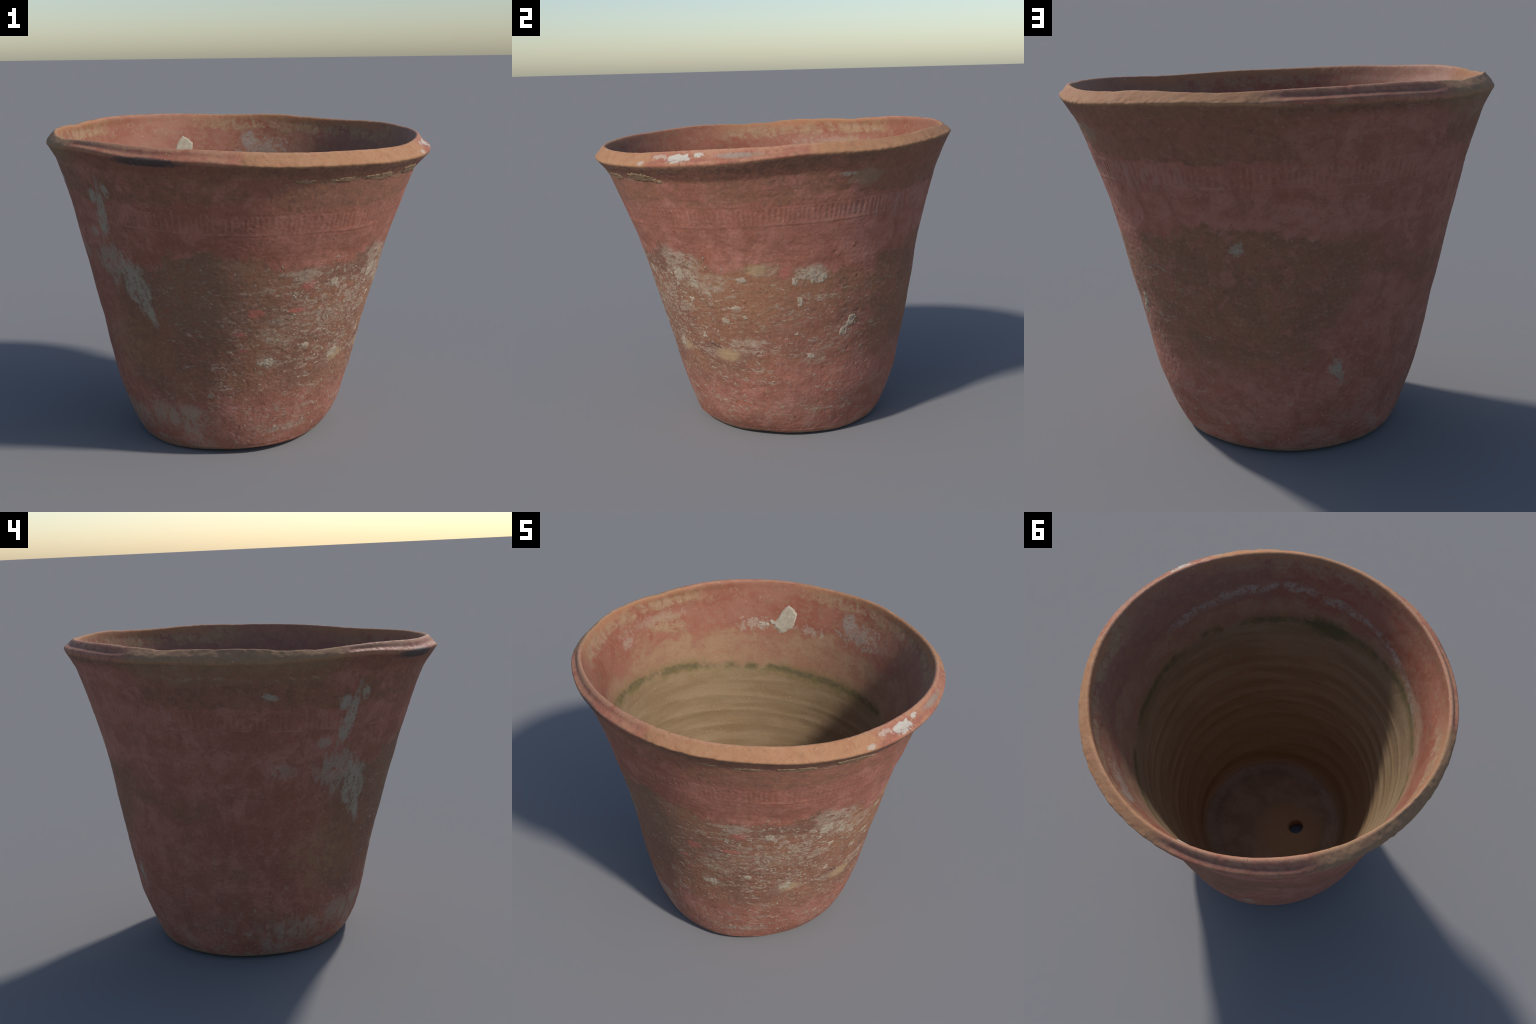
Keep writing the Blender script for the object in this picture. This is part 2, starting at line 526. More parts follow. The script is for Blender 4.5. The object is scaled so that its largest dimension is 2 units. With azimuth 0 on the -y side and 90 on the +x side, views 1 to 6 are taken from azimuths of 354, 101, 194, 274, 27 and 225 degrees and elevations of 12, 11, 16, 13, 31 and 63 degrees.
def wall_material():
    m = Mat('weathered_terracotta')
    nb = m.noise(7, 8, 0.66, (1, 1, 1.3), 11, 0.4)
    nf = m.noise(26, 8, 0.7, (1, 1, 1), 12)
    nff = m.noise(90, 5, 0.7, (1, 1, 1), 13)
    ns = m.noise(30, 6, 0.65, (1, 1, 0.22), 14)        # upright streaks
    nw = m.noise(8, 6, 0.6, (0.6, 0.6, 5), 15)         # wheel streaks
    nm = m.noise(62, 5, 0.66, (1, 1, 1.15), 22, 0.3)   # mottling
    wob = m.math('SUBTRACT', nb, 0.5)
    c = clay_base(m)
    nv = m.noise(17, 6, 0.68, (1, 1, 0.3), 25, 0.3)
    c = m.mix(m.mul(m.ss(nv, 0.52, 0.64), 0.5), c, (0.275, 0.105, 0.070))
    c = m.mix(m.mul(m.ss(nv, 0.46, 0.36), 0.35), c, (0.42, 0.195, 0.145))
    c = m.mix(m.mul(m.ss(nf, 0.52, 0.60), 0.40), c, (0.255, 0.105, 0.068))
    c = m.mix(m.mul(m.ss(nm, 0.56, 0.66), 0.25), c, (0.43, 0.215, 0.160))
    c = m.mix(m.mul(m.ss(nm, 0.43, 0.33), 0.35), c, (0.215, 0.088, 0.064))
    c = m.mix(m.mul(m.ss(m.noise(5, 6, 0.66, (1, 1, 2.6), 23, 0.5), 0.52, 0.64), 0.55), c, (0.270, 0.112, 0.070))
    c = m.mix(m.mul(m.sector(105, 255, 25), 0.6), c, m.mix(m.ss(nb, .42, .58), (0.385, 0.140, 0.098), (0.43, 0.180, 0.135)))  # back clay lightened to match the brighter shade-side exposure baked in the scan
    pch = m.noise(8, 9, 0.70, (1, 1, 1.1), 26, 0.7)
    c = m.mix(m.mul(m.ss(pch, 0.515, 0.545), 0.5), c, (0.275, 0.105, 0.068))
    c = m.mix(m.mul(m.ss(pch, 0.440, 0.415), 0.4), c, (0.43, 0.185, 0.140))
    c = m.mix(m.mul(m.ss(nw, 0.52, 0.7), 0.2), c, RED_DEEP)

    # brown collar between the rouletted band and the rim
    low = m.add(1.352, m.mul(m.math('SUBTRACT', nb, 0.5), 0.16))
    low = m.add(low, m.mul(m.sector(-30, 5, 8), 0.03))
    low = m.add(low, m.mul(m.math('SUBTRACT', pch, 0.5), 0.12))
    collar = m.ss(m.math('SUBTRACT', m.zt, low), -0.004, 0.008)
    patch = m.mx(m.ss(nb, 0.60, 0.44), m.mul(m.ss(m.zt, 1.50, 1.535), 0.8))
    patch = m.mul(patch, m.inv(m.mul(m.sector(-158, -122, 10), 0.75)))
    patch = m.mx(patch, m.mul(m.mx(m.sector(6, 60, 6), m.sector(132, 200, 6), m.sector(-116, -62, 6)), 0.85))
    hue = m.mix(m.ss(nf, 0.42, 0.62), BROWN, UMBER)
    hue = m.mix(m.mul(m.sector(-125, -62, 8, nb, 30), m.ss(m.add(m.zt, m.mul(m.math('SUBTRACT', nb, .5), .16)), 1.43, 1.50), 0.85), hue, OLIVE)
    hue = m.mix(m.mul(m.ss(m.noise(14, 8, .7, (1, 1, 1.5), 27, .6), .50, .58), 0.55), hue, (0.300, 0.118, 0.078))
    c = m.mix(m.mul(collar, patch, 0.85), c, hue)
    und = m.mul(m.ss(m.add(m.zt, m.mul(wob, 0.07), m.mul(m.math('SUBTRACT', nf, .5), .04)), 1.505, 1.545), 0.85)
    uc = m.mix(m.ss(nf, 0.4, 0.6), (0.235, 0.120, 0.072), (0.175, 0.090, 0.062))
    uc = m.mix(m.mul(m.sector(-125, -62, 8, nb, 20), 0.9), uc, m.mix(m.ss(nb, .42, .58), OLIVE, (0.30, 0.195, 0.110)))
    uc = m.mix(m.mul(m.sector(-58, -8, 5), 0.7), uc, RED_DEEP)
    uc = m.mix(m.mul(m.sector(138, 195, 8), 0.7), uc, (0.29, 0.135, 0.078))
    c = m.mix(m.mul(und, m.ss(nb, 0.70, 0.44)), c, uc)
    soot = m.blob(-30, 1.572, 10, .016, nf, 0.9, .4)
    c = m.mix(m.mul(soot, 0.9), c, (0.045, 0.042, 0.042))
    flake = m.mul(m.mx(m.sector(10, 66, 6), m.mul(m.sector(-112, -64, 6), 0.7)), m.ss(m.math('ABSOLUTE', m.math('SUBTRACT', m.add(m.zt, m.mul(wob, 0.12)), 1.492)), 0.010, 0.003), m.ss(nf, 0.46, 0.58))
    c = m.mix(m.mul(flake, 0.7), c, (0.40, 0.29, 0.18))
    c = m.mix(m.mul(m.blob(132, TZ(132, 1.45), 6, 0.05, nb, 0.9), 0.7), c, (0.30, 0.20, 0.125))

    # rouletted band: upright pale pads between the notches
    cell = m.add(m.mul(m.phi, NOTCHES / (2 * math.pi)), m.mul(m.math('SINE', m.mul(m.phi, 7.0)), 0.30),
                 m.mul(m.math('SINE', m.add(m.mul(m.phi, 23.0), 1.0)), 0.22))
    pad = m.ss(m.math('COSINE', m.mul(cell, 2 * math.pi)), 0.1, -0.5)
    inb = m.ss(m.math('ABSOLUTE', m.math('SUBTRACT', m.zt, band_mid)), 0.046, 0.036)
    worn_ = m.ss(m.noise(4.0, 6, 0.65, (1, 1, 2), 16), 0.36, 0.56)
    c = m.mix(m.mul(pad, inb, m.mx(worn_, 0.55), m.ss(nf, 0.40, 0.58), 0.45), c, (0.44, 0.195, 0.145))
    c = m.mix(m.mul(inb, m.inv(pad), worn_, m.ss(nm, 0.42, 0.58), 0.22), c, RED_DEEP)
    c = m.mix(m.mul(m.blob(146, TZ(146, 1.29), 26, 0.06, ns, 0.9, 0.4), m.ss(ns, 0.44, 0.60), 0.5), c, (0.41, 0.235, 0.195))
    ln = m.ss(m.math('ABSOLUTE', m.math('SUBTRACT', m.zt, band_mid - 0.047)), 0.006, 0.002)
    c = m.mix(m.mul(ln, worn_, m.ss(nb, 0.42, 0.56), 0.5), c, (0.47, 0.22, 0.165))

    # damp stain round the middle, ragged at its upper and lower edge
    top = m.curve([(a, TZ(a, z)) for a, z in ((-100, .92), (-66, .98), (-46, 1.01), (-38, 1.02), (-20, 1.12), (-6, 1.09), (9, 1.03), (23, 1.01),
                  (39, 1.02), (52, 1.09), (67, 1.03), (76, .985), (96, 1.04), (106, 1.0), (129, .97), (138, .95), (146, 1.0), (161, 1.06), (175, 1.13), (-159, 1.07), (-140, 1.03))], 0.6, 1.4)
    bot = m.curve([(a, TZ(a, z)) for a, z in ((-100, .5), (-59, .37), (-43, .31), (-1, .37), (38, .31), (65, .33), (93, .40), (120, .44), (143, .46), (170, .43), (-158, .47), (-140, .8))], 0.2, 1.0)
    e1 = m.math('SUBTRACT', m.add(top, m.mul(m.math('SUBTRACT', nb, 0.5), 0.10), m.mul(m.math('SUBTRACT', pch, 0.5), 0.22), m.mul(m.math('SUBTRACT', nf, 0.5), 0.12), m.mul(m.math('SUBTRACT', nm, 0.5), 0.05)), m.zt)
    e2 = m.math('SUBTRACT', m.zt, m.add(bot, m.mul(m.math('SUBTRACT', nb, 0.5), 0.22), m.mul(m.math('SUBTRACT', nf, 0.5), 0.12)))
    stain = m.mul(m.ss(e1, -0.007, 0.010), m.ss(e2, -0.09, 0.09))
    around = m.mul(m.inv(m.mul(m.sector(-140, -60, 8, nb, 26), 0.93)), 1.0)
    stain = m.mul(stain, around)
    # thinner where the slip shows through on the sunny side and low down
    thin = m.mul(m.sector(95, 150, 14, nb, 40), m.ss(m.zt, 0.85, 0.55), 0.5)
    stain = m.mul(stain, m.inv(thin))
    sc = m.mix(m.ss(m.noise(5, 5, 0.6, (1, 1, 1), 17), 0.40, 0.60), UMBER, BROWN)
    sc = m.mix(m.mul(m.blob(-22, TZ(-22, 0.93), 26, 0.26, nb, 1.0, 0.6), 0.7), sc, (0.235, 0.140, 0.085))
    sc = m.mix(m.mul(m.blob(92, TZ(92, 0.86), 34, 0.22, nb, 1.0, 0.6), 0.7), sc, (0.33, 0.160, 0.085))
    sc = m.mix(m.mul(m.sector(140, 222, 12), 0.8), sc, m.mix(m.ss(nb, 0.42, 0.6), (0.300, 0.140, 0.080), (0.235, 0.116, 0.068)))
    sc = m.mix(m.mul(m.ss(nf, 0.50, 0.64), 0.7), sc, (0.30, 0.115, 0.075))
    sc = m.mix(m.mul(m.ss(nm, 0.54, 0.70), 0.45), sc, (0.30, 0.185, 0.125))
    sc = m.mix(m.mul(m.ss(nm, 0.46, 0.34), 0.5), sc, (0.165, 0.085, 0.056))
    show = m.mul(m.ss(m.noise(15, 9, .7, (1, 1, 1.2), 28, .6), .535, .585), m.sector(100, 225, 15), 0.6)
    c = m.mix(m.mul(stain, 0.93, m.inv(show)), c, sc)
    # smudges on the shady side
    sm = m.mx(m.blob(-131, TZ(-131, .93), 9, .07, nb, 1.4, .4), m.blob(-112, TZ(-112, .85), 10, .06, nb, 1.4, .4), m.blob(-143, TZ(-143, 1.0), 8, .09, nb, 1.4, .4),
              m.blob(-94, TZ(-94, .51), 5, .05, nb, 1.2, .5), m.blob(-50, TZ(-50, .70), 12, .18, nb, 1.5, .5))
    c = m.mix(m.mul(sm, m.ss(nf, 0.35, 0.55), 0.7), c, BROWN)
    c = m.mix(m.mul(m.blob(-61, TZ(-61, .56), 12, .16, nb, 1.3, .6), m.ss(nf, 0.42, 0.6), 0.6), c, OCHRE)
    # peppering of dark specks and spots of fresh red
    c = m.mix(m.mul(m.ss(nf, 0.60, 0.70), m.sector(-150, -40, 20), 0.55), c, UMBER)
    fresh = m.mx(m.blob(1, TZ(1, .80), 3.2, .022, nf, 0.8), m.blob(-6, TZ(-6, .69), 2.4, .012, nf, 0.8), m.blob(-4, TZ(-4, .60), 2, .010, nf, 0.8),
                 m.blob(104, TZ(104, .97), 2, .035, nf, 0.8), m.blob(22, TZ(22, .93), 3, .03, nf, 0.9), m.blob(18, TZ(18, .80), 4, .012, nf, 0.9))
    c = m.mix(fresh, c, (0.385, 0.130, 0.095))

    # grey dust low down
    dust = m.mul(m.ss(m.z, 0.34, 0.08), m.ss(nb, 0.45, 0.62), m.mx(m.sector(-115, -15, 15), 0.35))
    dust = m.mx(dust, m.mul(m.blob(-39, TZ(-39, .21), 16, .07, nb, 1.2, .5), 0.9), m.mul(m.blob(-72, TZ(-72, .17), 16, .07, nb, 1.2, .5), 0.8), m.mul(m.blob(21, TZ(21, .13), 14, .02, nb, 0.9, .5), 0.8))
    c = m.mix(m.mul(dust, m.ss(ns, 0.36, 0.56), 0.75), c, (0.35, 0.285, 0.215))
    foot = m.mul(m.ss(m.z, 0.045, 0.012), m.ss(nb, 0.35, 0.55))
    c = m.mix(m.mul(foot, 0.8), c, (0.27, 0.19, 0.115))

    # lime bloom, thickest on the sunny front
    zone = m.mx(m.mul(m.blob(42, TZ(42, .72), 46, .36, nb, 0.9, .55), 1.0), m.mul(m.sector(-30, 160, 30), m.ss(m.z, 1.05, 0.9), 0.62))
    zone = m.mul(zone, m.ss(e1, -0.02, 0.03), m.ss(m.z, 0.02, 0.16))
    grain = m.add(m.mul(m.noise(12, 5, 0.68, (0.8, 0.8, 2.3), 18, 0.8), 0.50), m.mul(m.noise(48, 5, 0.68, (0.8, 0.8, 1.7), 19, 0.8), 0.50))
    film = m.ss(m.add(grain, m.mul(zone, 0.10)), 0.595, 0.655)
    film = m.mul(film, m.ss(zone, 0.02, 0.25))
    sp, spc = m.spots(30, 0.3, (1, 1, 1.3))
    dots = m.mul(m.ss(m.add(sp, m.mul(m.math('SUBTRACT', nm, .5), .5)), 0.20, 0.12), m.ss(m.noise(13, 3, 0.6, (1, 1, 1), 20), 0.56, 0.62))
    dots2 = m.mul(m.ss(m.add(sp, m.mul(m.math('SUBTRACT', nm, .5), .4)), 0.14, 0.08), m.ss(m.noise(9, 3, 0.6, (1, 1, 1), 21), 0.52, 0.60), m.inv(m.mul(m.sector(-150, -60, 10), 0.6)), m.ss(m.z, 1.08, 0.98))
    dots = m.mx(m.mul(dots, m.ss(zone, 0.05, 0.3)), m.mul(dots2, 0.55))
    beds = None
    for a, z, wa, wz, k in ((62, .985, 8.5, .075, 1.0), (55, 1.045, 4, .05, .9), (73, .90, 7, .05, .8), (114, .955, 6.0, .045, 1.0), (97, .985, 5, .035, .75), (20, .985, 6, .035, .9), (34, .93, 5, .03, .9),
                            (57, 1.0, 5, .04, .8), (43, .52, 7, .05, 1.0), (6, .53, 4, .05, .7), (85, .57, 7, .045, .8), (74, .50, 10, .04, .6), (116, .49, 7, .04, .5), (132, .62, 3, .05, .7), (32, .23, 6, .03, .7), (30, .74, 16, .07, .55), (12, .70, 8, .10, .5)):
        b = m.mul(m.blob(a, TZ(a, z), wa, wz, nb, 1.25, .35), k)
        beds = b if beds is None else m.mx(beds, b)
    beds = m.mul(beds, m.ss(grain, 0.42, 0.55))
    lime = m.mx(m.mul(film, 0.8), dots, m.mul(beds, 0.9))
    lc = m.mix(m.ss(nf, 0.42, 0.66), LIME, CREAM)
    lc = m.mix(m.mul(m.ss(nb, 0.5, 0.62), 0.5), lc, (0.36, 0.245, 0.175))
    c = m.mix(m.mul(lime, 0.9), c, lc)
    och = m.mx(m.blob(46, TZ(46, .50), 4.5, .028, nf, 0.7, .5), m.blob(76, TZ(76, .50), 6, .035, nf, 0.7, .5), m.blob(93, TZ(93, .99), 4, .025, nf, .7, .5))
    c = m.mix(m.mul(och, 0.85), c, (0.40, 0.27, 0.145))
    crk = m.math('ABSOLUTE', m.math('SUBTRACT', m.math('SUBTRACT', m.zt, TZ(70, .543)), m.mul(m.math('SINE', m.mul(m.dphi(70), 26.0)), -0.010)))
    crk = m.mul(m.ss(crk, 0.0045, 0.0018), m.ss(m.math('ABSOLUTE', m.dphi(70)), math.radians(3.2), math.radians(2.6)))
    c = m.mix(m.mul(crk, 0.9), c, (0.03, 0.022, 0.018))

    # mottled skin
    c = m.mix(m.mul(m.ss(nm, 0.56, 0.70), 0.35), c, (0.43, 0.285, 0.225))
    c = m.mix(m.mul(m.ss(nm, 0.43, 0.30), 0.45), c, (0.165, 0.078, 0.056))
    # grey wash splashed down the left front
    wash = m.mx(m.blob(-48.5, TZ(-48.5, .93), 6.0, .13, ns, 1.5, .25, -6), m.blob(-44, TZ(-44, .80), 2.0, .09, ns, 1.3, .3, -20), m.mul(m.blob(-57, TZ(-57, 1.02), 8, .10, ns, 1.9, .35), 0.75),
                m.blob(-55, TZ(-55, 1.27), 2.4, .14, ns, 1.5, .25, 16), m.blob(-57, TZ(-57, 1.36), 2.4, .04, ns, 1.5, .3), m.blob(-50, TZ(-50, 1.395), 1.5, .035, ns, 1.3, .3),
                m.mul(m.blob(-63, TZ(-63, 1.17), 3, .025, ns, 1.5, .3), 0.7), m.mul(m.blob(-78, TZ(-78, 1.05), 5, .03, ns, 1.6, .4), 0.5))
    chips = m.mx(m.blob(-179, TZ(-179, 1.01), 2.2, .022, nf, 2.4, .35), m.blob(-147, TZ(-147, .44), 2.2, .050, nf, 2.2, .35, -14), m.blob(-82, TZ(-82, 1.42), 2.6, .014, nf, 2.8, .35), m.blob(-20, TZ(-20, .35), 1.2, .016, nf, .8), m.blob(124, TZ(124, 1.47), 3, .012, nf, 1.2))
    wash = m.mx(wash, chips)
    c = m.mix(m.mul(wash, m.ss(m.add(m.mul(nf, .35), m.mul(ns, .35), m.mul(nm, .3)), 0.40, 0.51), 0.82), c, (0.345, 0.310, 0.238))
    # fine tooth and hairline scratches
    c = m.mix(m.ss(nff, 0.30, 0.70, 0.0, 0.12), c, (0.16, 0.075, 0.05))
    c = m.mix(m.mul(m.ss(ns, 0.60, 0.70), 0.16), c, (0.44, 0.30, 0.25))
    scf = m.noise(34, 6, 0.7, (1, 1, 1), 24, 0.6)
    c = m.mix(m.mul(m.ss(scf, 0.57, 0.66), m.ss(m.z, 0.62, 0.25), 0.55), c, (0.40, 0.285, 0.225))
    c = m.mix(m.mul(m.ss(scf, 0.40, 0.32), m.ss(m.z, 0.70, 0.25), 0.5), c, (0.17, 0.085, 0.062))
    h = m.add(m.mul(nf, 0.6), m.mul(nff, 0.25), m.mul(lime, 0.32), m.mul(wash, 0.2), m.mul(m.ss(nb, 0.4, 0.6), 0.3), m.mul(nm, 0.25), m.mul(m.ss(pch, .50, .55), -0.25))
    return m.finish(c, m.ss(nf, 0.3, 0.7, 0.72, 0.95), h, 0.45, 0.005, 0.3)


def rim_material():
    m = Mat('rim_terracotta')
    nb = m.noise(9, 7, 0.62, (1, 1, 1), 31, 0.4)
    nf = m.noise(34, 7, 0.7, (1, 1, 1), 32)
    nff = m.noise(110, 4, 0.7, (1, 1, 1), 33)
    c = m.mix(m.ss(nb, 0.36, 0.64), TAN, (0.42, 0.220, 0.115))
    c = m.mix(m.mul(m.ss(nf, 0.50, 0.66), 0.6), c, (0.36, 0.150, 0.080))
    c = m.mix(m.mul(m.ss(m.noise(13, 6, .7, (1, 1, 1), 35, .5), 0.54, 0.66), 0.5), c, (0.25, 0.130, 0.075))
    # slip-washed, redder sectors
    red = m.mx(m.sector(-60, -5, 1.5, nb, 6), m.sector(63, 112, 2.5, nb, 10), m.sector(-168, -122, 4, nb, 8))
    rc = m.mix(m.ss(nb, 0.38, 0.60), (0.35, 0.118, 0.076), (0.40, 0.185, 0.110))
    rc = m.mix(m.mul(m.ss(nf, 0.48, 0.64), 0.6), rc, (0.22, 0.100, 0.068))
    c = m.mix(m.mul(red, 0.95), c, rc)
    olive = m.sector(-121, -62, 4, nb, 12)
    oc = m.mix(m.ss(nb, 0.4, 0.6), (0.31, 0.195, 0.105), (0.37, 0.205, 0.115))
    oc = m.mix(m.mul(m.ss(nf, 0.5, 0.66), 0.5), oc, (0.20, 0.125, 0.075))
    c = m.mix(m.mul(olive, 0.75), c, oc)
    edge = m.curve([(a, TZ(a, float(fourier(RIM_EDGE_Z, math.radians(a))), 0.993)) for a in range(-170, 180, 15)], 1.5, 1.65)
    over = m.math('SUBTRACT', m.zt, edge)
    # dark line along the groove in the red sectors
    gr = m.ss(m.math('ABSOLUTE', m.math('SUBTRACT', over, 0.027)), 0.012, 0.004)
    c = m.mix(m.mul(gr, m.mx(m.sector(-168, -122, 4), m.mul(m.sector(-58, -25, 8), 0.8)), 0.45), c, (0.19, 0.085, 0.068))
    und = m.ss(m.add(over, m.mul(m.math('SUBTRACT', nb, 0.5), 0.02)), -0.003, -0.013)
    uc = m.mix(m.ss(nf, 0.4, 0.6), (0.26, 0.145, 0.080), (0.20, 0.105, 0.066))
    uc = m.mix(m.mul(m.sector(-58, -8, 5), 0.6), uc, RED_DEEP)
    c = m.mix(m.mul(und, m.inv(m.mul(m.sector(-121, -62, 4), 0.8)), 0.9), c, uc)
    soot = m.blob(-30, 1.580, 10, .016, nf, 0.9, .4)
    c = m.mix(m.mul(soot, 0.9), c, (0.045, 0.042, 0.042))
    # paint dabs
    dab = m.mx(m.blob(73, 1.601, 3.8, .018, nf, 1.2, .2), m.blob(79, 1.612, 1.6, .010, nf, 1.4, .3), m.mul(m.blob(60, 1.580, 1.3, .010, nf, 1.2, .3), .6), m.mul(m.blob(66, 1.608, 2.4, .010, nf, 1.8, .3), .5))
    rr = m.math('SQRT', m.add(m.mul(m.x, m.x), m.mul(m.y, m.y)))
    dab = m.mul(dab, m.ss(rr, 0.935, 0.948), m.ss(m.noise(60, 4, .6, (1, 1, 1), 34), 0.28, 0.44))
    c = m.mix(m.mul(dab, 0.9), c, (0.50, 0.475, 0.41))
    c = m.mix(m.mul(m.blob(91, 1.606, 6, .012, nf, 1.2, .5), 0.8), c, (0.27, 0.225, 0.18))
    lipc = m.mul(m.ss(m.add(m.zt, m.mul(m.math('SUBTRACT', nb, .5), .03)), 1.618, 1.630), m.ss(nf, .38, .55))
    c = m.mix(m.mul(lipc, 0.6), c, (0.47, 0.255, 0.155))
    sp, spc = m.spots(42, 0.7)
    c = m.mix(m.mul(m.ss(sp, 0.16, 0.10), m.ss(nb, 0.50, 0.58), 0.65), c, (0.14, 0.08, 0.06))
    c = m.mix(m.mul(m.ss(sp, 0.16, 0.10), m.ss(nb, 0.46, 0.40), 0.6), c, (0.60, 0.43, 0.31))
    c = m.mix(m.ss(nff, 0.30, 0.70, 0.0, 0.22), c, (0.20, 0.10, 0.06))
    rough = m.math('SUBTRACT', 0.88, m.mul(red, m.ss(nf, 0.65, 0.4), 0.26))
    h = m.add(m.mul(nf, 0.6), m.mul(nff, 0.3), m.mul(dab, 0.4))
    return m.finish(c, rough, h, 0.4, 0.004, 0.35)


def inner_material():
    m = Mat('pot_interior')
    nb = m.noise(6, 7, 0.64, (1, 1, 1.5), 41, 0.4)
    nf = m.noise(28, 8, 0.7, (1, 1, 1.1), 42)
    nff = m.noise(90, 4, 0.7, (1, 1, 1), 43)
    nw = m.noise(5, 3, 0.5, (0.5, 0.5, 4), 44)
    zm = m.math('SUBTRACT', m.z, m.mul(m.math('COSINE', m.add(m.phi, math.radians(45))), 0.055))
    wob = m.math('SUBTRACT', nb, 0.5)
    buff = m.mix(m.ss(nw, 0.38, 0.62), (0.252, 0.168, 0.088), (0.305, 0.212, 0.120))
    buff = m.mix(m.mul(m.ss(nb, 0.50, 0.68), 0.4), buff, (0.265, 0.155, 0.080))
    buff = m.mix(m.mul(m.ss(m.add(m.z, m.mul(wob, 0.3)), 0.75, 0.2), 0.7), buff, (0.265, 0.145, 0.075))
    tan = m.mix(m.ss(nb, 0.40, 0.62), (0.36, 0.215, 0.125), (0.325, 0.165, 0.100))
    c = m.mix(m.ss(m.add(zm, m.mul(wob, 0.05)), 1.15, 1.20), buff, tan)
    c = m.mix(m.mul(m.ss(m.noise(13, 8, .7, (1, 1, 2), 49, .5), .50, .60), m.ss(zm, 1.18, 1.28), 0.5), c, (0.315, 0.135, 0.082))
    # red slip of the upper wall
    red = m.mix(m.ss(nb, 0.40, 0.60), (0.290, 0.092, 0.055), (0.335, 0.130, 0.082))
    red = m.mix(m.mul(m.ss(m.noise(12, 7, .7, (1, 1, 1.6), 46, .6), .50, .62), 0.55), red, (0.31, 0.165, 0.098))
    red = m.mix(m.mul(m.ss(nf, 0.5, 0.68), 0.5), red, (0.27, 0.085, 0.060))
    red = m.mix(m.mul(m.sector(40, 140, 18), 0.75), red, m.mix(m.ss(nb, .4, .6), (0.25, 0.130, 0.100), (0.30, 0.150, 0.100)))  # slip colour shifted to purple-brown, painting in shade on this inner side
    edge = m.add(m.zt, m.mul(wob, 0.26), m.mul(m.math('SUBTRACT', nf, 0.5), 0.14))
    c = m.mix(m.mul(m.ss(edge, 1.285, 1.37), m.mx(m.ss(nf, 0.72, 0.5), 0.45)), c, red)
    # dusty ochre deposit under the lip
    dust = m.mul(m.ss(m.add(m.zt, m.mul(wob, 0.16)), 1.515, 1.545), m.mx(m.sector(-130, -58, 6, nb, 20), m.sector(100, 188, 10, nb, 20), m.mul(m.sector(0, 60, 10, nb, 20), .6), 0.12))
    dust = m.mx(dust, m.blob(-114, TZ(-114, 1.47, .9), 9, .06, nb, 1.5, .3), m.mul(m.blob(-100, TZ(-100, 1.40, .9), 7, .05, nb, 1.5, .3), .5), m.mul(m.blob(150, TZ(150, 1.47, .9), 18, .08, nb, 1.5, .4), .4))
    c = m.mix(m.mul(dust, m.ss(m.noise(16, 8, .7, (1, 1, 1), 48, .5), .40, .52), 0.85), c, m.mix(m.ss(nf, .4, .62), (0.325, 0.190, 0.105), (0.39, 0.255, 0.155)))
    lipz = m.ss(m.add(m.zt, m.mul(wob, 0.06), m.mul(m.math('SUBTRACT', nf, .5), .04)), 1.575, 1.605)
    lipz = m.mul(lipz, m.inv(m.mul(m.mx(m.sector(-58, -8, 6, nb, 15), m.sector(66, 110, 6, nb, 15), m.sector(-166, -128, 6, nb, 15)), 0.9)))
    c = m.mix(m.mul(lipz, 0.85), c, m.mix(m.ss(nf, .4, .62), TAN, (0.37, 0.155, 0.085)))
    # moss along the old soil line
    ml = m.math('ABSOLUTE', m.math('SUBTRACT', m.add(zm, m.mul(wob, 0.05), m.mul(m.math('SUBTRACT', nf, .5), .05)), 1.172))
    on = m.mx(m.ss(m.noise(4.5, 3, 0.6, (1, 1, 1), 45), 0.40, 0.56), m.sector(0, 34, 12), m.sector(150, 196, 12))
    halo = m.mul(m.ss(ml, 0.075, 0.01), on, m.ss(nf, 0.25, 0.6))
    c = m.mix(m.mul(halo, 0.75), c, (0.200, 0.150, 0.055))
    c = m.mix(m.mul(m.ss(ml, 0.030, 0.006), on, m.ss(nf, 0.72, 0.40), 0.8), c, (0.085, 0.085, 0.040))
    c = m.mix(m.mul(m.blob(17, TZ(17, 1.19, .8), 9, .055, nf, 1.4, .5), 0.75), c, (0.085, 0.090, 0.035))
    # lime tide line on the front half
    tl = m.curve([(a, TZ(a, z, .87)) for a, z in ((-60, 1.22), (-30, 1.28), (-22, 1.31), (1, 1.36), (24, 1.37), (40, 1.39), (63, 1.34), (81, 1.32), (110, 1.3))], 1.0, 1.6)
    tide = m.ss(m.math('ABSOLUTE', m.add(m.math('SUBTRACT', m.zt, tl), m.mul(wob, 0.12))), 0.038, 0.010)
    tide = m.mul(tide, m.sector(-42, 86, 8), m.ss(nf, 0.40, 0.56))
    c = m.mix(m.mul(tide, 0.65), c, (0.40, 0.345, 0.275))
    # splashes of wash and lime
    spl = m.mx(m.blob(170.5, TZ(170.5, 1.505, .93), 2.8, .050, nf, 1.3, .3), m.mul(m.blob(163, TZ(163, 1.45, .93), 9, .05, nf, 3.8, .25), .8), m.mul(m.blob(-150, TZ(-150, 1.415, .92), 6, .030, nf, 3.2, .25), .85),
               m.mul(m.blob(-173, TZ(-173, 1.40, .92), 5, .022, nf, 3.2, .2), .8), m.mul(m.blob(-92, TZ(-92, 1.45, .92), 3, .03, nf, 1.2, .3), .7), m.mul(m.blob(-48, TZ(-48, 1.33, .9), 12, .05, nf, 3.4, .3), .25), m.mul(m.blob(-106, TZ(-106, 1.51, .92), 12, .025, nf, 3.8, .2), .4))
    c = m.mix(m.mul(spl, m.ss(m.noise(55, 5, .66, (1, 1, 1.3), 47), 0.34, 0.52), 0.75), c, m.mix(m.sector(160, 178, 3), (0.43, 0.355, 0.27), (0.33, 0.30, 0.245)))
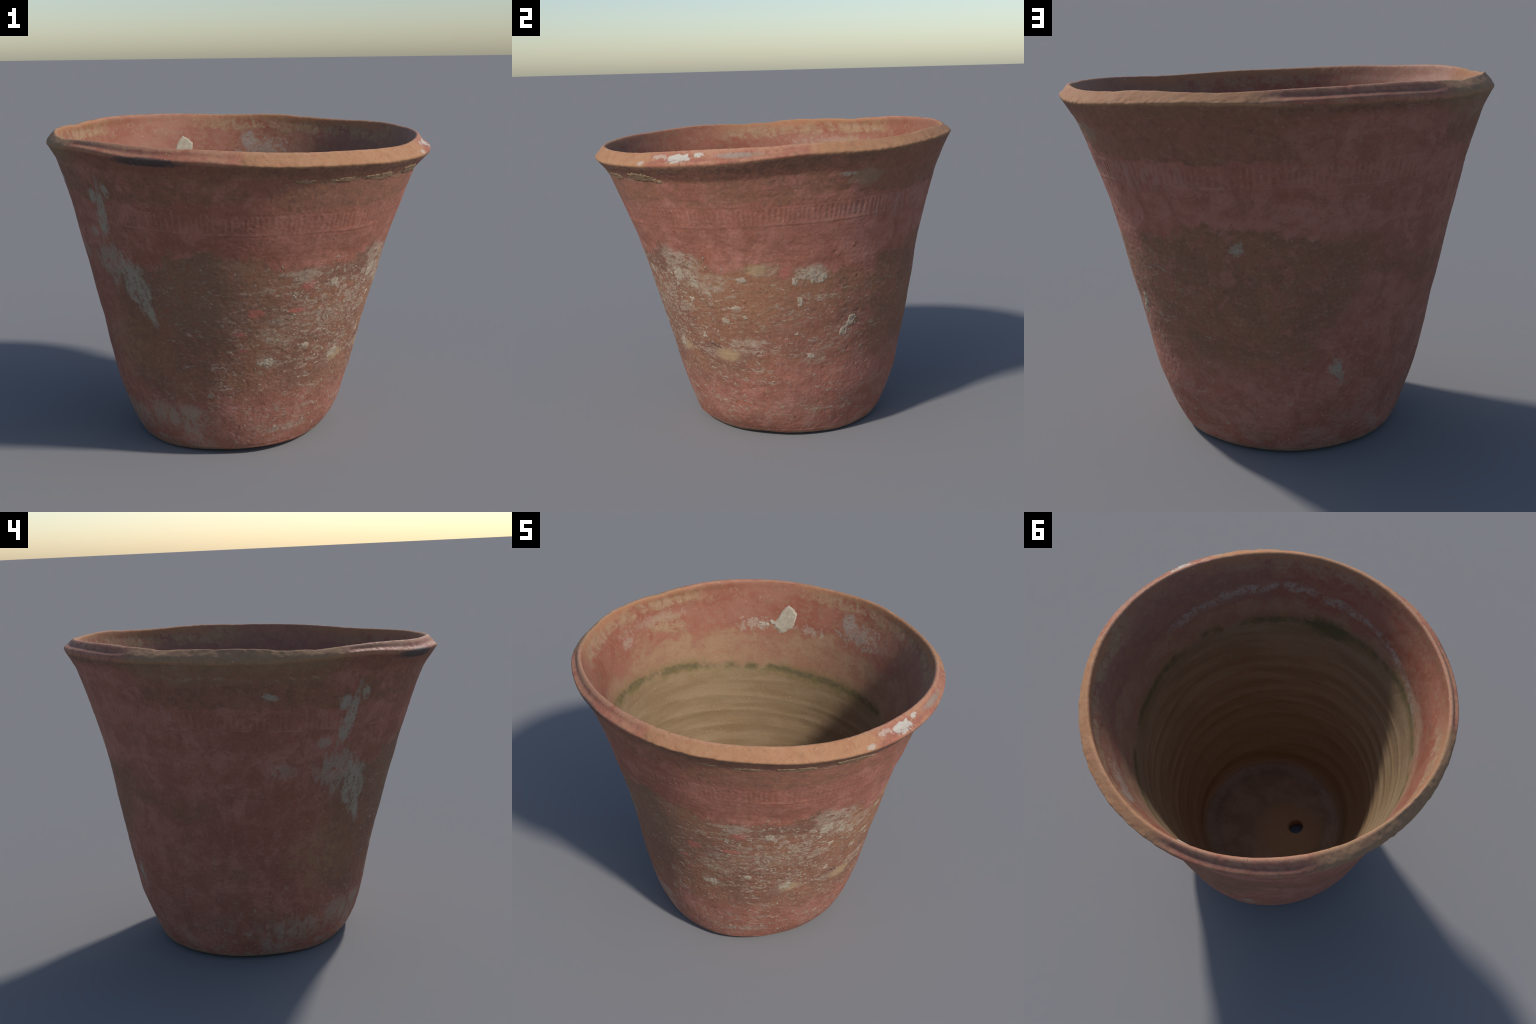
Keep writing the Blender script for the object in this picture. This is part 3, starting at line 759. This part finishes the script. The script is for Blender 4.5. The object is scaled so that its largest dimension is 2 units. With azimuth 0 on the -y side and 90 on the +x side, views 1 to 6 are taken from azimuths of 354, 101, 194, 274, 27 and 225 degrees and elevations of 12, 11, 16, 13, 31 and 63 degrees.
    sp, spc = m.spots(26, 1.3)
    c = m.mix(m.mul(m.ss(sp, 0.12, 0.07), m.ss(nb, .5, .58), 0.7), c, (0.48, 0.38, 0.28))
    c = m.mix(m.ss(nff, 0.30, 0.70, 0.0, 0.25), c, (0.15, 0.085, 0.05))
    up = m.ss(m.zt, 1.32, 1.40)
    rough = m.math('SUBTRACT', 0.9, m.mul(up, m.inv(dust), 0.32))
    h = m.add(m.mul(nf, 0.5), m.mul(nff, 0.25), m.mul(nw, 0.12), m.mul(dust, 0.3))
    return m.finish(c, rough, h, 0.4, 0.005, 0.3)


def floor_material():
    m = Mat('pot_floor')
    nb = m.noise(6, 7, 0.65, (1, 1, 1), 51, 0.4)
    nf = m.noise(30, 7, 0.7, (1, 1, 1), 52)
    dx, dy = m.math('SUBTRACT', m.x, FLOOR_C[0]), m.math('SUBTRACT', m.y, FLOOR_C[1])
    r = m.math('SQRT', m.add(m.mul(dx, dx), m.mul(dy, dy)))
    c = m.mix(m.ss(nb, 0.38, 0.62), (0.225, 0.138, 0.085), (0.285, 0.185, 0.120))
    hx, hy = m.math('SUBTRACT', m.x, HOLE_C[0] + 0.02), m.math('SUBTRACT', m.y, HOLE_C[1] + 0.05)
    hr = m.math('SQRT', m.add(m.mul(hx, hx), m.mul(hy, hy)))
    c = m.mix(m.mul(m.ss(m.add(hr, m.mul(m.math('SUBTRACT', nb, .5), .3)), 0.26, 0.12), 0.75), c, (0.31, 0.185, 0.095))
    ring_ = m.ss(m.math('ABSOLUTE', m.math('SUBTRACT', m.add(r, m.mul(m.math('SUBTRACT', nb, .5), .06)), 0.385)), 0.035, 0.01)
    c = m.mix(m.mul(ring_, m.ss(nf, .4, .6), 0.4), c, (0.36, 0.27, 0.20))
    c = m.mix(m.mul(m.ss(nf, .55, .7), 0.5), c, (0.17, 0.115, 0.085))
    return m.finish(c, 0.95, nf, 0.4, 0.005, 0.2)


def base_material():
    m = Mat('pot_underside')
    nb = m.noise(7, 6, 0.62, (1, 1, 1), 61)
    c = m.mix(m.ss(nb, 0.4, 0.6), (0.33, 0.150, 0.085), (0.28, 0.185, 0.115))
    return m.finish(c, 0.9, nb, 0.3, 0.004, 0.2)


def plain_lime(name, a, b, scale=30):
    m = Mat(name)
    nf = m.noise(scale, 7, 0.68, (1, 1, 1), 71)
    c = m.mix(m.ss(nf, 0.36, 0.64), a, b)
    return m.finish(c, 0.92, nf, 0.4, 0.003, 0.25)


shell_part('base', base_material())
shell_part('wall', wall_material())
rim_ob = shell_part('rim', rim_material())
shell_part('inner_wall', inner_material())
shell_part('floor', floor_material())

# ------------------------------------------------------------------ stuff stuck to the clay
ROWS_OUT = np.where((part == 'wall') | (part == 'rim'))[0]
ROWS_OUT = ROWS_OUT[ROWS_OUT < edge_row]
ROWS_IN = np.where(part == 'inner_wall')[0]


def surface_at(deg, z, side):
    """points and normals of the shell at azimuths / heights (arrays)"""
    rws = ROWS_OUT if side == 'out' else ROWS_IN[::-1]
    u = (np.asarray(deg) % 360) / 360 * NPHI
    j0 = np.floor(u).astype(int) % NPHI
    fu = u - np.floor(u)
    j1 = (j0 + 1) % NPHI
    zcol = P[rws][:, :, 2]
    pos, nor = np.empty((len(u), 3)), np.empty((len(u), 3))
    for k in range(len(u)):
        a = []
        for j in (j0[k], j1[k]):
            f = np.interp(z[k], zcol[:, j], np.arange(len(rws)))
            i = min(int(f), len(rws) - 2)
            t = f - i
            a.append((P[rws[i], j] * (1 - t) + P[rws[i + 1], j] * t, NRM[rws[i], j] * (1 - t) + NRM[rws[i + 1], j] * t))
        pos[k] = a[0][0] * (1 - fu[k]) + a[1][0] * fu[k]
        nor[k] = a[0][1] * (1 - fu[k]) + a[1][1] * fu[k]
    return pos, nor / np.linalg.norm(nor, axis=1, keepdims=True)


def crust(name, deg, z, half_w, half_h, thick, mat, seed, side='out', ragged=0.9, n=34, lean=0.0, detail=70, plateau=1.6, fray=0.9):
    """an irregular scab of matter lying on the wall, feathering into it at its border"""
    g = np.linspace(-1.35, 1.35, n)
    U, Vv = np.meshgrid(g, g)
    u, v = U.ravel(), Vv.ravel()
    r = 0.49 + 0.30 * z
    pos, nor = surface_at(deg + np.degrees((u * half_w + lean * v * half_h) / r), z + v * half_h, side)
    q = pos * 1.0 + seed * 1.7
    body_ = 1 - (np.abs(u) ** 2.2 + np.abs(v) ** 2.2) + ragged * (0.55 * vnoise(q, 1.4 / max(half_w, half_h), seed, 1) + fray * vnoise(q, 90, seed + 2, 2))
    h = np.clip(body_ * plateau, -1, 1) * thick + np.where(body_ > 0, 1, 0) * 0.25 * thick * vnoise(q, detail, seed + 5, 2)
    h = np.maximum(h, -0.0015)
    vert = pos + nor * h[:, None]
    idx = np.arange(n * n).reshape(n, n)
    f = np.stack([idx[:-1, :-1], idx[:-1, 1:], idx[1:, 1:], idx[1:, :-1]], -1).reshape(-1, 4)
    f = f[(h[f] > -0.0012).any(1)]
    used = np.unique(f)
    re = np.full(n * n, -1)
    re[used] = np.arange(len(used))
    f = re[f]
    vv = vert[used]
    fn = np.cross(vv[f[:, 1]] - vv[f[:, 0]], vv[f[:, 3]] - vv[f[:, 0]])
    if (fn * nor[used][f[:, 0]]).sum() < 0:
        f = f[:, ::-1]
    return make_object(name, vv, f, mat)


mortar = plain_lime('mortar', (0.37, 0.31, 0.225), (0.45, 0.385, 0.29))
lime_m = plain_lime('lime_scale', (0.32, 0.235, 0.165), (0.44, 0.36, 0.27), 60)
ochre_m = plain_lime('ochre_scale', (0.24, 0.140, 0.080), (0.37, 0.25, 0.15), 45)
crust('mortar_patch', -162.5, 1.445, 0.058, 0.076, 0.0055, mortar, 3, 'in', 1.0, 60, -0.35, 40, 3.2, 0.22)
crust('mortar_patch', -157.5, 1.425, 0.020, 0.012, 0.004, mortar, 5, 'in', 1.6, 30, 0.5, 60, 2.0)
crust('mortar_patch', -153.5, 1.412, 0.030, 0.012, 0.003, mortar, 9, 'in', 2.0, 34, 0.8, 60, 2.0)
for a, z, w_, h_, t_, mt, ln_ in ((56, 1.462, 0.105, 0.018, 0.005, ochre_m, -0.5), (40, 1.452, 0.090, 0.013, 0.004, ochre_m, 0.3), (63, 1.448, 0.040, 0.013, 0.005, ochre_m, -1.0), (26, 1.452, 0.075, 0.011, 0.0035, ochre_m, 0.4), (14, 1.455, 0.060, 0.009, 0.003, ochre_m, 0.2)):
    crust('hanging_crust', a, z, w_, h_, t_ * 0.75, mt, int(a), 'out', 1.2, 44, ln_)
for a, z, w_, h_, t_ in ((134.5, .685, .022, .042, .007), (131, .615, .020, .024, .005), (110, .81, .012, .024, .004), (87, .73, .013, .012, .006), (87, .935, .022, .014, .004), (78, .70, .024, .014, .004), (83, .775, .030, .010, .004),
                         (116, .95, .040, .030, .003), (108, .925, .014, .022, .004), (119, .935, .026, .022, .003), (34, .925, .020, .018, .004), (55, .885, .012, .018, .004), (44, .515, .030, .026, .003), (62, .80, .016, .012, .004), (72, .83, .014, .018, .004),
                         (7, .53, .022, .020, .003), (3, .525, .016, .010, .003), (110, .63, .016, .010, .005), (33, .15, .010, .010, .003), (116, .505, .018, .014, .004), (66, .90, .030, .026, .003), (58, .94, .034, .030, .003), (25, .60, .020, .012, .003), (64, .60, .018, .016, .004)):
    crust('lime_crust', a, z, w_ * 1.1, h_ * 1.1, t_ * 0.4, lime_m, int(a * 3 + z * 100), 'out', 1.7, 30, 0.0, 110)

# countless small lime flecks on the sunny front, joined into one part
unit_v, unit_f = [], []
rings_, segs_ = 3, 7
for i in range(rings_):
    r_, z_ = ((1.0, -0.3), (0.74, 0.65), (0.3, 1.0))[i]
    for s_ in range(segs_):
        a_ = 2 * math.pi * (s_ + 0.5 * i) / segs_
        unit_v.append((r_ * math.cos(a_), r_ * math.sin(a_), z_))
for i in range(rings_ - 1):
    for s_ in range(segs_):
        b_, e_ = i * segs_ + s_, i * segs_ + (s_ + 1) % segs_
        unit_f.append((b_, e_, e_ + segs_, b_ + segs_))
unit_v = np.array(unit_v)
unit_f = np.array(unit_f)
spots_, tries = [], 0
while len(spots_) < 420:
    a = RNG.normal(48, 38)
    z = RNG.uniform(0.08, 1.06)
    pp = np.array([[math.sin(math.radians(a)), -math.cos(math.radians(a)), z]])
    dens = math.exp(-((a - 45) / 42) ** 2) * (0.25 + math.exp(-((z - 0.72) / 0.26) ** 2)) * (0.5 + 1.4 * max(0.0, float(vnoise(pp, 3.5, 91, 2)[0])))
    if RNG.random() < dens:
        spots_.append((a, z))
sa, sz = np.array(spots_).T
sp_, sn_ = surface_at(sa, sz, 'out')
V_, F_ = [], []
for k in range(len(sa)):
    nrm = sn_[k]
    tx = np.cross([0, 0, 1], nrm)
    tx /= np.linalg.norm(tx)
    ty = np.cross(nrm, tx)
    size = 0.0030 + 0.0055 * RNG.random() ** 2.2
    th = RNG.uniform(0, 6.28)
    asp = RNG.uniform(0.6, 1.7)
    loc = unit_v * np.array([size * asp, size / asp, size * RNG.uniform(0.07, 0.15)]) * (1 + 0.3 * RNG.normal(size=(len(unit_v), 1)))
    c_, s_ = math.cos(th), math.sin(th)
    loc = np.stack([loc[:, 0] * c_ - loc[:, 1] * s_, loc[:, 0] * s_ + loc[:, 1] * c_, loc[:, 2]], -1)
    V_.append(sp_[k] + loc[:, :1] * tx + loc[:, 1:2] * ty + loc[:, 2:] * nrm)
    F_.append(unit_f + k * len(unit_v))
fle = make_object('lime_fleck', np.concatenate(V_), np.concatenate(F_), lime_m)
fle['kind'] = 'stuff'
